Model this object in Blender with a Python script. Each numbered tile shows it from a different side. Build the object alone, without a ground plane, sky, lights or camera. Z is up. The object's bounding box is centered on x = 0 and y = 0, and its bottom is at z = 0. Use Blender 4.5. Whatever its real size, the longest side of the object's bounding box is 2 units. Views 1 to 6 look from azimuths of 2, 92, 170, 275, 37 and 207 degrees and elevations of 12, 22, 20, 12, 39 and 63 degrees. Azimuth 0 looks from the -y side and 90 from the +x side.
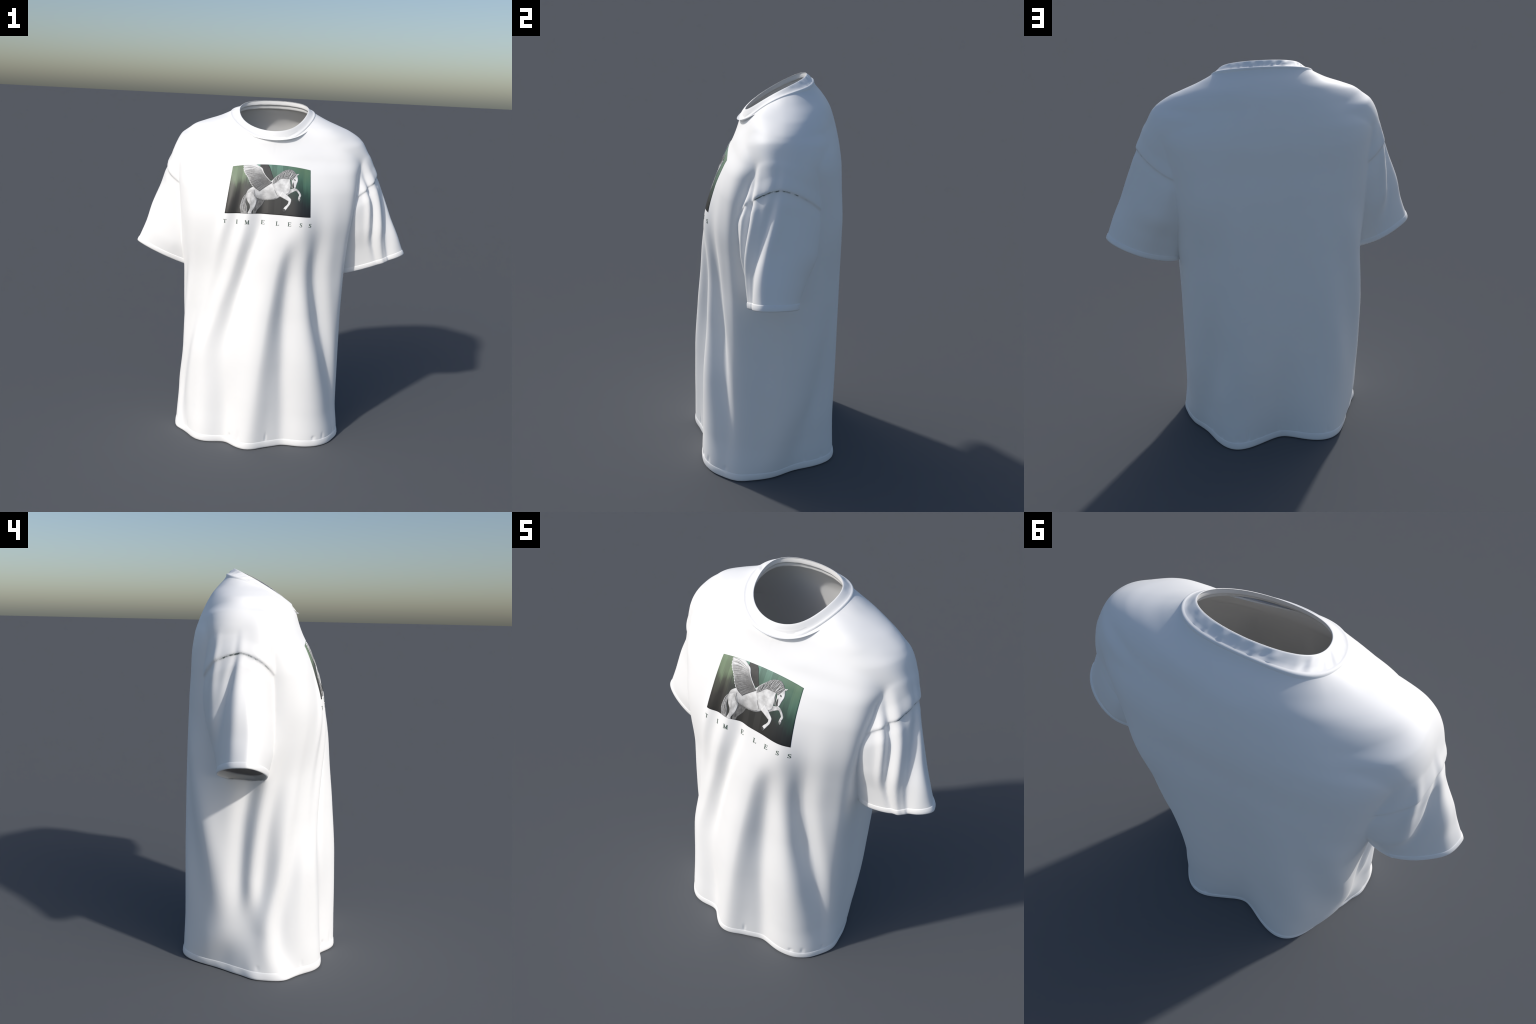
"""Oversized white cotton T-shirt, worn-looking and standing upright, with a
printed picture of a winged horse and a spaced-out word under it."""
import math
import numpy as np

# ---------------------------------------------------------------- helpers
def pchip(xk, yk, x):
    """monotone cubic through control points (xk, yk)"""
    xk = np.asarray(xk, float); yk = np.asarray(yk, float)
    h = np.diff(xk); d = np.diff(yk) / h
    m = np.zeros_like(yk)
    for i in range(1, len(xk) - 1):
        if d[i - 1] * d[i] > 0:
            w1 = 2 * h[i] + h[i - 1]; w2 = h[i] + 2 * h[i - 1]
            m[i] = (w1 + w2) / (w1 / d[i - 1] + w2 / d[i])
    m[0], m[-1] = d[0], d[-1]
    x = np.clip(x, xk[0], xk[-1])
    i = np.clip(np.searchsorted(xk, x) - 1, 0, len(h) - 1)
    t = (x - xk[i]) / h[i]
    return ((2 * t**3 - 3 * t**2 + 1) * yk[i] + (t**3 - 2 * t**2 + t) * h[i] * m[i]
            + (-2 * t**3 + 3 * t**2) * yk[i + 1] + (t**3 - t**2) * h[i] * m[i + 1])


def sstep(a, b, x):
    t = np.clip((x - a) / (b - a), 0, 1)
    return t * t * (3 - 2 * t)


def wrap(a):
    return (a + 180.0) % 360.0 - 180.0


# ---------------------------------------------------------------- tubes
class Tube:
    """A hanging cloth tube: super-elliptic cross-sections along w, with folds.
    theta = 0 faces the front (-y), +90 faces +u."""
    NT = 1080

    def __init__(self, w, right, left, front, back, nf, nb, cu, cv, folds, dw=0.004):
        self.w0, self.w1 = w[0], w[-1]
        self.ws = np.arange(self.w0, self.w1 + dw, dw); self.dw = dw
        self.cu = lambda s: pchip(w, cu, s)
        self.cv = lambda s: pchip(w, cv, s)
        th = np.radians(np.arange(self.NT) * 360.0 / self.NT - 180.0)
        T, W = np.meshgrid(th, self.ws)
        R_, L_, F_, B_ = (pchip(w, k, W) for k in (right, left, front, back))
        cu_, cv_ = self.cu(W), self.cv(W)
        au = np.where(T > 0, R_ - cu_, cu_ - L_)
        av = np.where(np.abs(T) < np.pi / 2, F_ - cv_, cv_ - B_)
        n = pchip(w, nf, W) * (1 + np.cos(T)) / 2 + pchip(w, nb, W) * (1 - np.cos(T)) / 2
        R = (np.abs(np.sin(T) / au)**n + np.abs(np.cos(T) / av)**n)**(-1 / n)
        D = np.degrees(T); Y = -(cv_ + R * np.cos(T))
        for fold in folds:
            R = R + fold(D, W, Y)
        self.R = np.maximum(R, 0.002)
        Rt = (np.roll(self.R, -1, 1) - np.roll(self.R, 1, 1)) / (2 * (th[1] - th[0]))
        Rw = np.gradient(self.R, dw, axis=0)
        self.N = 1 / np.sqrt(1 + (Rt / self.R)**2 + Rw**2)

    def look(self, table, th, w):
        a = (np.degrees(th) + 180.0) * self.NT / 360.0
        i = np.floor(a).astype(int); fa = a - i; i0 = i % self.NT; i1 = (i + 1) % self.NT
        b = np.clip((w - self.w0) / self.dw, 0, len(self.ws) - 1.001)
        j = b.astype(int); fb = b - j
        return ((table[j, i0] * (1 - fa) + table[j, i1] * fa) * (1 - fb)
                + (table[j + 1, i0] * (1 - fa) + table[j + 1, i1] * fa) * fb)

    def dist(self, u, v, w):
        du, dv = u - self.cu(w), v - self.cv(w)
        r = np.hypot(du, dv); th = np.arctan2(du, dv)
        return (r - self.look(self.R, th, w)) * self.look(self.N, th, w)

    def radius(self, th_deg, w):
        return self.look(self.R, np.radians(th_deg), w)


def ridge(z, theta, amp, width, width_right=None):
    """a fold whose crest wanders: control points along z of its direction (deg),
    height (m, negative = valley) and half width (deg), of both flanks or of each"""
    def f(D, W, Y):
        d = wrap(D - pchip(z, theta, W)); s = pchip(z, width, W)
        if width_right:
            s = np.where(d > 0, pchip(z, width_right, W), s)
        return pchip(z, amp, W) * np.exp(-(d / s)**2)
    return f


def nick(theta, z0, z1, depth, width=1.1):
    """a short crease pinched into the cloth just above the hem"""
    def f(D, W, Y):
        return -depth * np.exp(-(wrap(D - theta) / width)**2) * sstep(z0 - .012, z0, W) * (1 - sstep(z0 + .01, z1, W))
    return f


# ---------------------------------------------------------------- torso
#         z      right   left    front   back   n_front n_back  yc
TORSO = [(-0.060, 0.474, -0.477, -0.337, 0.364, 3.34, 3.07, 0.000),
         (0.000, 0.474, -0.477, -0.337, 0.364, 3.34, 3.07, 0.000),
         (0.200, 0.459, -0.487, -0.333, 0.368, 2.79, 3.09, 0.010),
         (0.500, 0.455, -0.491, -0.330, 0.374, 2.24, 3.21, 0.020),
         (0.800, 0.452, -0.500, -0.311, 0.378, 1.87, 3.49, 0.030),
         (1.000, 0.453, -0.505, -0.300, 0.380, 1.90, 3.60, 0.030),
         (1.200, 0.460, -0.528, -0.297, 0.381, 2.20, 3.60, 0.030),
         (1.350, 0.477, -0.545, -0.282, 0.378, 2.51, 3.59, 0.035),
         (1.500, 0.501, -0.560, -0.248, 0.368, 2.51, 3.51, 0.050),
         (1.600, 0.519, -0.574, -0.214, 0.363, 2.29, 3.31, 0.065),
         (1.680, 0.547, -0.596, -0.174, 0.351, 1.85, 2.80, 0.080),
         (1.740, 0.539, -0.582, -0.148, 0.337, 1.85, 2.24, 0.088),
         (1.800, 0.515, -0.551, -0.123, 0.319, 1.85, 1.89, 0.092),
         (1.845, 0.450, -0.497, -0.093, 0.302, 1.85, 1.85, 0.094),
         (1.870, 0.388, -0.432, -0.058, 0.287, 1.85, 2.04, 0.096),
         (1.905, 0.298, -0.330, -0.001, 0.260, 1.85, 2.36, 0.098),
         (1.940, 0.228, -0.262, 0.046, 0.227, 1.85, 2.87, 0.105),
         (1.975, 0.190, -0.225, 0.070, 0.206, 2.80, 2.80, 0.120),
         (2.030, 0.150, -0.180, 0.100, 0.170, 2.80, 2.80, 0.135)]
T_ = list(zip(*TORSO))
HZ = [0.0, 0.25, 0.5, 0.8, 1.1, 1.35, 1.6]
SZ = [1.50, 1.62, 1.70, 1.78, 1.86, 1.93]
TORSO_FOLDS = [
    # front, from the viewer's left to right
    ridge(HZ, [-58, -60, -58, -51, -42, -34, -30], [-0.003, 0.004, 0.008, 0.005, 0.009, 0.018, 0.000], [5, 5, 5, 5, 5, 5, 5]),
    ridge(HZ, [-44, -45, -47, -38, -25, -17, -12], [0.019, 0.021, 0.024, 0.020, 0.023, 0.015, 0.000], [12, 12, 11, 10, 9, 9, 9], [10, 10, 8, 6, 6, 6, 6]),
    ridge(HZ, [-29, -30, -33, -27, -15, -4, -2], [-0.022, -0.018, -0.008, -0.014, -0.012, -0.008, 0.000], [9, 9, 8, 6, 6, 6, 6]),
    ridge(HZ, [-5, -2, 1, 6, 13, 23, 26], [0.060, 0.059, 0.054, 0.051, 0.036, 0.010, 0.000], [15, 16, 18, 20, 20, 20, 20], [15, 14, 12, 11, 11, 12, 12]),
    ridge(HZ, [31, 28, 25, 24, 27, 30, 30], [-0.028, -0.021, -0.018, -0.014, -0.004, 0.009, 0.000], [10, 9, 8, 8, 8, 9, 9]),
    ridge(HZ, [54, 50, 46, 41, 37, 36, 36], [0.003, 0.018, 0.025, 0.024, 0.016, 0.014, 0.000], [12, 11, 10, 9, 9, 9, 9], [13, 12, 11, 9, 9, 10, 10]),
    ridge(HZ, [68, 68, 64, 57, 51, 50, 50], [-0.004, -0.013, -0.032, -0.044, -0.030, -0.009, 0.000], [10, 10, 10, 10, 9, 9, 9], [7, 6, 5, 5, 6, 7, 7]),
    ridge(HZ, [78, 78, 77, 73, 72, 71, 70], [0.009, 0.004, 0.004, 0.012, 0.018, 0.019, 0.014], [7, 7, 6, 6, 6, 6, 7]),
    ridge(HZ, [92, 92, 92, 90, 88, 87, 86], [-0.002, -0.003, -0.005, -0.006, -0.014, -0.018, -0.016], [8, 8, 8, 8, 8, 8, 8]),
    ridge(HZ, [-76, -76, -76, -74, -72, -72, -71], [-0.011, -0.005, -0.004, 0.005, 0.004, 0.002, 0.010], [7, 7, 6, 6, 6, 6, 7]),
    ridge(HZ, [-88, -88, -88, -88, -87, -87, -86], [0.003, 0.004, 0.001, -0.002, -0.010, -0.016, -0.016], [8, 8, 8, 8, 8, 8, 8]),
    # left side
    ridge(HZ, [-91, -104, -112, -119, -126, -130, -132], [0.019, 0.010, 0.019, 0.025, 0.018, -0.003, 0.000], [14, 12, 10, 9, 9, 10, 10]),
    ridge(HZ, [-118, -101, -98, -95, -90, -88, -88], [-0.037, -0.010, -0.021, -0.028, -0.022, -0.010, 0.000], [16, 9, 6, 6, 6, 7, 7]),
    ridge(HZ, [-76, -88, -91, -86, -80, -76, -74], [0.024, 0.005, 0.014, 0.013, 0.010, -0.002, 0.000], [10, 7, 5, 5, 5, 6, 6]),
    ridge(HZ, [-90, -92, -84, -79, -72, -68, -66], [0.015, -0.003, -0.013, -0.014, -0.010, -0.004, 0.000], [6, 6, 5, 5, 5, 5, 5]),
    ridge(HZ, [-78, -81, -75, -68, -62, -58, -56], [0.026, 0.027, 0.017, 0.011, 0.006, 0.002, 0.000], [9, 6, 5, 5, 5, 5, 5]),
    ridge(HZ, [-72, -73, -67, -60, -56, -52, -50], [0.009, -0.005, -0.009, -0.007, -0.003, -0.000, 0.000], [5, 5, 5, 5, 5, 5, 5]),
    # back
    ridge(HZ, [-150, -146, -142, -144, -147, -149, -150], [0.058, 0.040, 0.035, 0.022, 0.010, -0.001, 0.000], [16, 15, 12, 11, 10, 10, 10]),
    ridge(HZ, [178, 178, 178, 178, 178, 178, 178], [-0.042, -0.027, -0.014, -0.008, -0.006, -0.002, 0.000], [17, 17, 17, 17, 17, 17, 17]),
    ridge(HZ, [146, 146, 147, 147, 148, 150, 150], [0.049, 0.027, 0.020, 0.010, 0.004, 0.002, 0.000], [13, 14, 15, 15, 15, 15, 15]),
    ridge(HZ, [114, 121, 128, 130, 131, 132, 132], [-0.075, -0.058, -0.048, -0.021, -0.003, 0.016, 0.000], [17, 13, 11, 10, 10, 10, 10]),
    # around the shoulders
    ridge(SZ, [-66, -66, -68, -70, -72, -72], [0.000, -0.004, -0.002, -0.016, -0.007, 0.000], [20, 20, 20, 20, 20, 20]),
    ridge(SZ, [52, 52, 52, 52, 52, 52], [0.000, -0.005, -0.006, -0.024, -0.031, 0.000], [20, 20, 20, 20, 20, 20]),
    ridge(SZ, [-128, -128, -128, -128, -128, -128], [0.000, -0.001, 0.006, 0.011, 0.003, 0.000], [20, 20, 20, 20, 20, 20]),
    ridge(SZ, [128, 128, 128, 128, 128, 128], [0.000, 0.001, 0.000, 0.000, 0.008, 0.000], [20, 20, 20, 20, 20, 20]),
]
NICKS = [nick(-22, .045, .075, .006), nick(-13, .045, .120, .004), nick(12, .050, .110, .003), nick(50, .048, .070, .005),
         nick(57, .048, .090, .003), nick(70, .050, .075, .003), nick(152, .050, .135, .006, .8), nick(146, .048, .090, .003),
         nick(158, .050, .095, .003), nick(164, .050, .085, .002), nick(176, .050, .140, .002), nick(-168, .050, .110, .002),
         nick(-150, .050, .100, .002), nick(122, .050, .110, .003), nick(134, .050, .090, .003), nick(-60, .050, .090, .002), nick(-88, .052, .080, .002)]
torso = Tube(list(T_[0]), T_[1], T_[2], [-f for f in T_[3]], [-b for b in T_[4]],
             T_[5], T_[6], [-0.03] * len(TORSO), [-y for y in T_[7]], TORSO_FOLDS + NICKS)

# ---------------------------------------------------------------- sleeves
#           w     p_out    p_in    front    back  q_out  n
SLEEVE_RIGHT = [(-1.000, -0.450, -0.500, 0.060, 0.120, 0.090, 2.00),
    (-0.900, -0.330, -0.460, 0.050, 0.140, 0.090, 2.00),
    (-0.800, -0.170, -0.420, 0.030, 0.160, 0.080, 2.00),
    (-0.700, -0.009, -0.370, -0.036, 0.246, 0.070, 2.52),
    (-0.600, 0.032, -0.370, -0.047, 0.255, 0.070, 2.30),
    (-0.505, 0.035, -0.370, -0.067, 0.255, 0.060, 1.90),
    (-0.380, 0.031, -0.367, -0.106, 0.262, 0.050, 1.61),
    (-0.250, 0.026, -0.362, -0.092, 0.254, 0.040, 1.66),
    (-0.120, 0.038, -0.357, -0.061, 0.207, 0.030, 1.70),
    (0.000, 0.048, -0.344, -0.044, 0.177, 0.030, 1.77),
    (0.060, 0.067, -0.334, -0.041, 0.177, 0.030, 1.88)]
SLEEVE_LEFT = [(-1.000, -0.450, -0.500, 0.060, 0.120, 0.090, 2.00),
    (-0.900, -0.330, -0.460, 0.050, 0.140, 0.090, 2.00),
    (-0.800, -0.170, -0.420, 0.030, 0.160, 0.080, 2.00),
    (-0.700, 0.061, -0.370, -0.052, 0.234, 0.070, 3.74),
    (-0.600, 0.085, -0.370, -0.075, 0.251, 0.070, 3.34),
    (-0.505, 0.081, -0.370, -0.077, 0.263, 0.060, 2.67),
    (-0.380, 0.073, -0.365, -0.075, 0.268, 0.050, 1.93),
    (-0.250, 0.081, -0.362, -0.070, 0.248, 0.040, 1.61),
    (-0.120, 0.073, -0.362, -0.069, 0.209, 0.030, 1.63),
    (0.000, 0.075, -0.346, -0.048, 0.183, 0.030, 1.72),
    (0.060, 0.084, -0.328, -0.034, 0.186, 0.030, 1.92)]
SLEEVES = {1: SLEEVE_RIGHT, -1: SLEEVE_LEFT}
#             x       z     tilt(deg)  fore-aft slant of the cuff
CUFF = {1: (0.7645, 1.1165, 21.17, -0.002), -1: (0.7378, 1.0991, 21.07, 0.010)}


def qridge(w, y, amp, width):
    """sleeve fold given by the fore-and-aft place y of its crest (on the outer half)"""
    def f(D, W, Y):
        return sstep(-25, 15, D) * sstep(-25, 15, 180 - D) * pchip(w, amp, W) * np.exp(-((Y - pchip(w, y, W)) / pchip(w, width, W))**2)
    return f


def seam_line(y):
    """the armhole seam arches over the arm: w of the seam at fore-and-aft place y"""
    return -0.508 + np.where(y < 0.083, 0.075, 0.060) * np.abs((y - 0.083) / 0.17)**1.6


def yoke(D, W, Y):
    """the shoulder piece laps a little over the sleeve at the seam"""
    g = W - seam_line(Y)
    return 0.0045 * (sstep(-0.07, -0.012, g) - sstep(-0.004, 0.006, g)) - 0.0035 * sstep(-0.004, 0.006, g) * (1 - sstep(0.015, 0.06, g))


def make_sleeve(rows, folds, dw=0.003):
    c = [list(k) for k in zip(*rows)]
    cw = [(a + b) / 2 for a, b in zip(c[1], c[2])]
    return Tube(c[0], c[1], c[2], [-f for f in c[3]], [-b for b in c[4]],
                c[6], c[6], cw, [-q for q in c[5]], folds, dw=dw)


WZ = [-0.63, -0.505, -0.40, -0.25, -0.12, 0.0]
SLEEVE_FOLDS = {
    # crests (+) and valleys (-) from back to front
    1: [yoke,
        ridge(WZ, [94, 96, 95, 88, 82, 78], [0, .004, .010, .014, .014, .009], [8, 9, 10, 11, 12, 12]),
        ridge(WZ, [92, 91, 87, 77, 69, 62], [0, -.006, -.016, -.019, -.017, -.011], [4, 5, 6, 7, 7, 6]),
        ridge(WZ, [62, 64, 63, 55, 45, 38], [0, .009, .015, .018, .015, .009], [6, 7, 8, 9, 10, 10]),
        ridge(WZ, [52, 53, 51, 41, 28, 20], [0, -.008, -.014, -.012, -.006, -.001], [5, 5, 6, 7, 8, 8]),
        ridge(WZ, [40, 41, 39, 27, 10, 0], [0, .007, .014, .010, .003, 0], [7, 8, 8, 9, 10, 10])],
    -1: [yoke,
         qridge(WZ, [.080, .085, .087, .092, .098, .102], [0, .008, .012, .013, .012, .008], [.026, .028, .030, .032, .034, .036]),
         qridge(WZ, [.095, .100, .125, .160, .185, .190], [0, -.006, -.014, -.016, -.008, -.002], [.014, .016, .020, .022, .022, .022]),
         qridge(WZ, [.180, .190, .200, .205, .200, .195], [0, .008, .013, .010, .002, 0], [.016, .018, .020, .020, .020, .020]),
         qridge(WZ, [.010, .010, .015, .018, .020, .020], [0, -.002, -.004, -.004, -.003, 0], [.030, .030, .030, .030, .030, .030])]}
sleeve_tube = {k: make_sleeve(SLEEVES[k], SLEEVE_FOLDS[k]) for k in (1, -1)}


def sleeve_coords(side, x, y, z):
    """p across (outward), v forward, w along the arm with the cuff edge at 0"""
    ox, oz, tilt, slant = CUFF[side]
    ca, sa = math.cos(math.radians(tilt)), math.sin(math.radians(tilt))
    a, c = side * x - ox, z - oz
    return a * ca + c * sa, -y, a * sa - c * ca + slant * (y - 0.06)


def sleeve_dist(side, x, y, z):
    tube = sleeve_tube[side]
    p, v, w = sleeve_coords(side, x, y, z)
    return np.maximum(tube.dist(p, v, w), tube.w0 + 0.02 - w), w


def field(x, y, z, capped=True):
    """signed distance-like field of the whole shirt, < 0 inside"""
    d = torso.dist(x + 0.0, -y, z)
    k = 0.006 + 0.066 * sstep(1.64, 1.79, z)
    for side in (1, -1):
        m = side * x > 0.2
        if not np.any(m):
            continue
        s, w = sleeve_dist(side, x[m], y[m], z[m])
        if capped:
            s = np.maximum(s, w)
        a, kk = d[m], k[m]
        h = np.clip(0.5 + 0.5 * (a - s) / kk, 0, 1)
        d[m] = a * (1 - h) + s * h - kk * h * (1 - h)
    return d


def surface_nets(step):
    """quad mesh of field() = 0"""
    lo = np.array([-0.90, -0.46, -0.03]); hi = np.array([0.90, 0.46, 2.02])
    n = np.ceil((hi - lo) / step).astype(int) + 1
    ax = [lo[i] + step * np.arange(n[i]) for i in range(3)]
    F = np.empty(n, np.float32)
    X, Y = np.meshgrid(ax[0], ax[1], indexing="ij")
    for k in range(n[2]):
        F[:, :, k] = field(X.ravel(), Y.ravel(), np.full(X.size, ax[2][k])).reshape(X.shape)
    inside = F < 0
    c = np.zeros(np.array(n) - 1, np.int8)
    for i in (0, 1):
        for j in (0, 1):
            for k in (0, 1):
                c += inside[i:n[0] - 1 + i, j:n[1] - 1 + j, k:n[2] - 1 + k]
    act = (c > 0) & (c < 8)
    idx = -np.ones(act.shape, np.int64)
    cells = np.argwhere(act)
    idx[act] = np.arange(len(cells))
    acc = np.zeros((len(cells), 3)); cnt = np.zeros(len(cells))
    corners = [(i, j, k) for i in (0, 1) for j in (0, 1) for k in (0, 1)]
    for a in corners:
        for b in corners:
            if sum(b) - sum(a) == 1 and all(q >= p for p, q in zip(a, b)):
                fa = F[tuple((cells + a).T)]; fb = F[tuple((cells + b).T)]
                m = (fa < 0) != (fb < 0)
                t = np.where(m, fa / np.where(m, fa - fb, 1), 0)
                pt = np.array(a) + t[:, None] * (np.array(b) - np.array(a))
                acc += np.where(m[:, None], pt, 0); cnt += m
    V = lo + step * (cells + acc / cnt[:, None])
    quads = []
    for d in range(3):
        e = [0, 0, 0]; e[d] = 1
        f0 = inside[:n[0] - e[0], :n[1] - e[1], :n[2] - e[2]]
        f1 = inside[e[0]:, e[1]:, e[2]:]
        o1, o2 = (d + 1) % 3, (d + 2) % 3
        E = np.argwhere(f0 != f1)
        ok = (E[:, o1] > 0) & (E[:, o2] > 0) & (E[:, o1] < n[o1] - 1) & (E[:, o2] < n[o2] - 1)
        E = E[ok]
        s = f0[tuple(E.T)]
        def cell(a, b):
            q = E.copy(); q[:, o1] -= a; q[:, o2] -= b
            return idx[tuple(q.T)]
        Q = np.stack([cell(1, 1), cell(0, 1), cell(0, 0), cell(1, 0)], 1)
        Q[~s] = Q[~s][:, ::-1]
        quads.append(Q)
    return V, np.concatenate(quads)


def gradient(P, e=0.0015):
    g = np.stack([(field(*(P + e * d).T) - field(*(P - e * d).T)) / (2 * e) for d in np.eye(3)], 1)
    return g


def project(V, times=2):
    for _ in range(times):
        f = field(*V.T); g = gradient(V)
        V = V - (np.clip(f, -.01, .01) / np.maximum((g**2).sum(1), 0.2))[:, None] * g
    return V


# rings of the collar, as closed curves: mean, cos, sin, cos2, sin2, cos3, sin3
RIM = [[-.0203, .2056, -.0260, .0058, .0132, -.0077, .0070],
       [.0386, .0130, .1431, .0036, -.0001, -.0017, -.0003],
       [1.9239, .0110, .0827, .0094, .0002, .0003, -.0009]]
NECK = [[-.0129, .2466, -.0228, -.0101, .0022, .0006, .0059],
        [.0582, .0148, .1780, .0145, -.0146, -.0061, .0073],
        [1.8982, .0080, .0892, .0243, -.0042, -.0012, -.0041]]



def ring(coef, t):
    return np.stack([c[0] + sum(c[2 * k - 1] * np.cos(k * t) + c[2 * k] * np.sin(k * t) for k in (1, 2, 3)) for c in coef], -1)

# ==== BLENDER
import bpy, bmesh
from mathutils import Vector

rng = np.random.default_rng(7)
for o in list(bpy.data.objects):
    bpy.data.objects.remove(o)


# ---------------------------------------------------------------- materials
def material(name, build):
    m = bpy.data.materials.new(name); m.use_nodes = True
    nt = m.node_tree; nt.nodes.clear()
    out = nt.nodes.new("ShaderNodeOutputMaterial")
    bsdf = nt.nodes.new("ShaderNodeBsdfPrincipled")
    nt.links.new(bsdf.outputs[0], out.inputs[0])
    build(nt, bsdf)
    return m


def node(nt, kind, **kw):
    n = nt.nodes.new(kind)
    for k, v in kw.items():
        setattr(n, k, v)
    return n


def ramp(nt, fac, stops):
    r = node(nt, "ShaderNodeValToRGB"); e = r.color_ramp.elements
    while len(e) < len(stops):
        e.new(0.5)
    for k, (p, c) in zip(e, stops):
        k.position = p; k.color = (*c, 1)
    nt.links.new(fac, r.inputs[0])
    return r.outputs[0]


def math_node(nt, op, a, b=None, c=None):
    n = node(nt, "ShaderNodeMath", operation=op)
    for i, v in enumerate((a, b, c)):
        if v is None:
            continue
        if isinstance(v, (int, float)):
            n.inputs[i].default_value = v
        else:
            nt.links.new(v, n.inputs[i])
    return n.outputs[0]


def mix(nt, f, a, b, blend="MIX"):
    n = node(nt, "ShaderNodeMix", data_type="RGBA", blend_type=blend)
    for s, v in ((0, f), (6, a), (7, b)):
        if isinstance(v, (int, float)):
            n.inputs[s].default_value = v
        elif isinstance(v, tuple):
            n.inputs[s].default_value = (*v, 1)
        else:
            nt.links.new(v, n.inputs[s])
    return n.outputs[2]


def sleeve_cloth(side):
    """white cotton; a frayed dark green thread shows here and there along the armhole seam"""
    ox, oz, tilt, slant = CUFF[side]
    ca, sa = math.cos(math.radians(tilt)), math.sin(math.radians(tilt))
    def b(nt, bsdf):
        cloth((0.99, 0.99, 0.99))(nt, bsdf)
        base = bsdf.inputs["Base Color"].links[0].from_socket
        tc = node(nt, "ShaderNodeTexCoord"); sx = node(nt, "ShaderNodeSeparateXYZ")
        nt.links.new(tc.outputs["Object"], sx.inputs[0])
        x, y, z = sx.outputs
        w = math_node(nt, "MULTIPLY_ADD", x, side * sa, -ox * sa)
        w = math_node(nt, "ADD", w, math_node(nt, "MULTIPLY_ADD", z, -ca, oz * ca))
        w = math_node(nt, "ADD", w, math_node(nt, "MULTIPLY_ADD", y, slant, -0.06 * slant))
        d = math_node(nt, "SUBTRACT", y, 0.083)
        arch = math_node(nt, "POWER", math_node(nt, "DIVIDE", math_node(nt, "ABSOLUTE", d), 0.17), 1.6)
        kk = math_node(nt, "MULTIPLY_ADD", math_node(nt, "LESS_THAN", d, 0.0), 0.015, 0.060)
        g = math_node(nt, "ADD", math_node(nt, "SUBTRACT", w, math_node(nt, "MULTIPLY", arch, kk)), 0.508)
        ns = node(nt, "ShaderNodeTexNoise"); ns.inputs["Scale"].default_value = 42; ns.inputs["Detail"].default_value = 3
        nt.links.new(tc.outputs["Object"], ns.inputs["Vector"])
        n1 = ns.outputs["Fac"]
        # ragged lower edge
        g = math_node(nt, "MULTIPLY_ADD", math_node(nt, "SUBTRACT", n1, 0.5), -0.012, g)
        line = ramp(nt, math_node(nt, "MULTIPLY_ADD", g, 40.0, 0.3), [(.10, (0, 0, 0)), (.25, (1, 1, 1)), (.42, (1, 1, 1)), (.56, (0, 0, 0))])
        spot = ramp(nt, n1, [(.40, (0, 0, 0)), (.58, (1, 1, 1))])
        near = ramp(nt, math_node(nt, "MULTIPLY_ADD", y, 2.0, 0.4), [(.29, (0, 0, 0)), (.36, (1, 1, 1)), (.72, (1, 1, 1)), (.80, (0, 0, 0))])
        f = math_node(nt, "MULTIPLY", math_node(nt, "MULTIPLY", line, spot), math_node(nt, "MULTIPLY", near, 0.85))
        nt.links.new(mix(nt, f, base, (.055, .095, .075)), bsdf.inputs["Base Color"])
    return b


def cloth(color, rough=0.55, weave=0.02):
    def b(nt, bsdf):
        tc = node(nt, "ShaderNodeTexCoord")
        ns = node(nt, "ShaderNodeTexNoise"); ns.inputs["Scale"].default_value = 9; ns.inputs["Detail"].default_value = 3
        nt.links.new(tc.outputs["Object"], ns.inputs["Vector"])
        cr = node(nt, "ShaderNodeValToRGB")
        cr.color_ramp.elements[0].position = .3; cr.color_ramp.elements[1].position = .7
        cr.color_ramp.elements[0].color = (*[c * 0.985 for c in color], 1)
        cr.color_ramp.elements[1].color = (*color, 1)
        nt.links.new(ns.outputs["Fac"], cr.inputs[0])
        nt.links.new(cr.outputs[0], bsdf.inputs["Base Color"])
        bsdf.inputs["Roughness"].default_value = rough
        bsdf.inputs["Specular IOR Level"].default_value = 0.5
    return b


WHITE = material("white_cotton", cloth((0.99, 0.99, 0.99)))
INSIDE = material("inside_cotton", cloth((0.97, 0.97, 0.965)))

root = bpy.data.objects.new("t_shirt", None)
bpy.context.scene.collection.objects.link(root)
root["label"] = "oversized white cotton t-shirt with printed winged horse picture"
root["category"] = "t-shirt"


def mesh_object(name, V, F, mat, parent=None, smooth=True, normals=None):
    me = bpy.data.meshes.new(name)
    me.from_pydata([tuple(v) for v in V], [], [tuple(int(i) for i in f) for f in F])
    for m in (mat if isinstance(mat, (list, tuple)) else [mat]):
        me.materials.append(m)
    me.update()
    if smooth:
        me.polygons.foreach_set("use_smooth", [True] * len(me.polygons))
    if normals is not None:
        me.normals_split_custom_set_from_vertices([tuple(n) for n in normals])
    ob = bpy.data.objects.new(name, me)
    bpy.context.scene.collection.objects.link(ob)
    ob.parent = parent or root
    return ob


# ---------------------------------------------------------------- cloth shell
HEM_CUT, CUFF_CUT = 0.030, -0.020
V, Q = surface_nets(0.0052)
V = project(V, 2)


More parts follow.
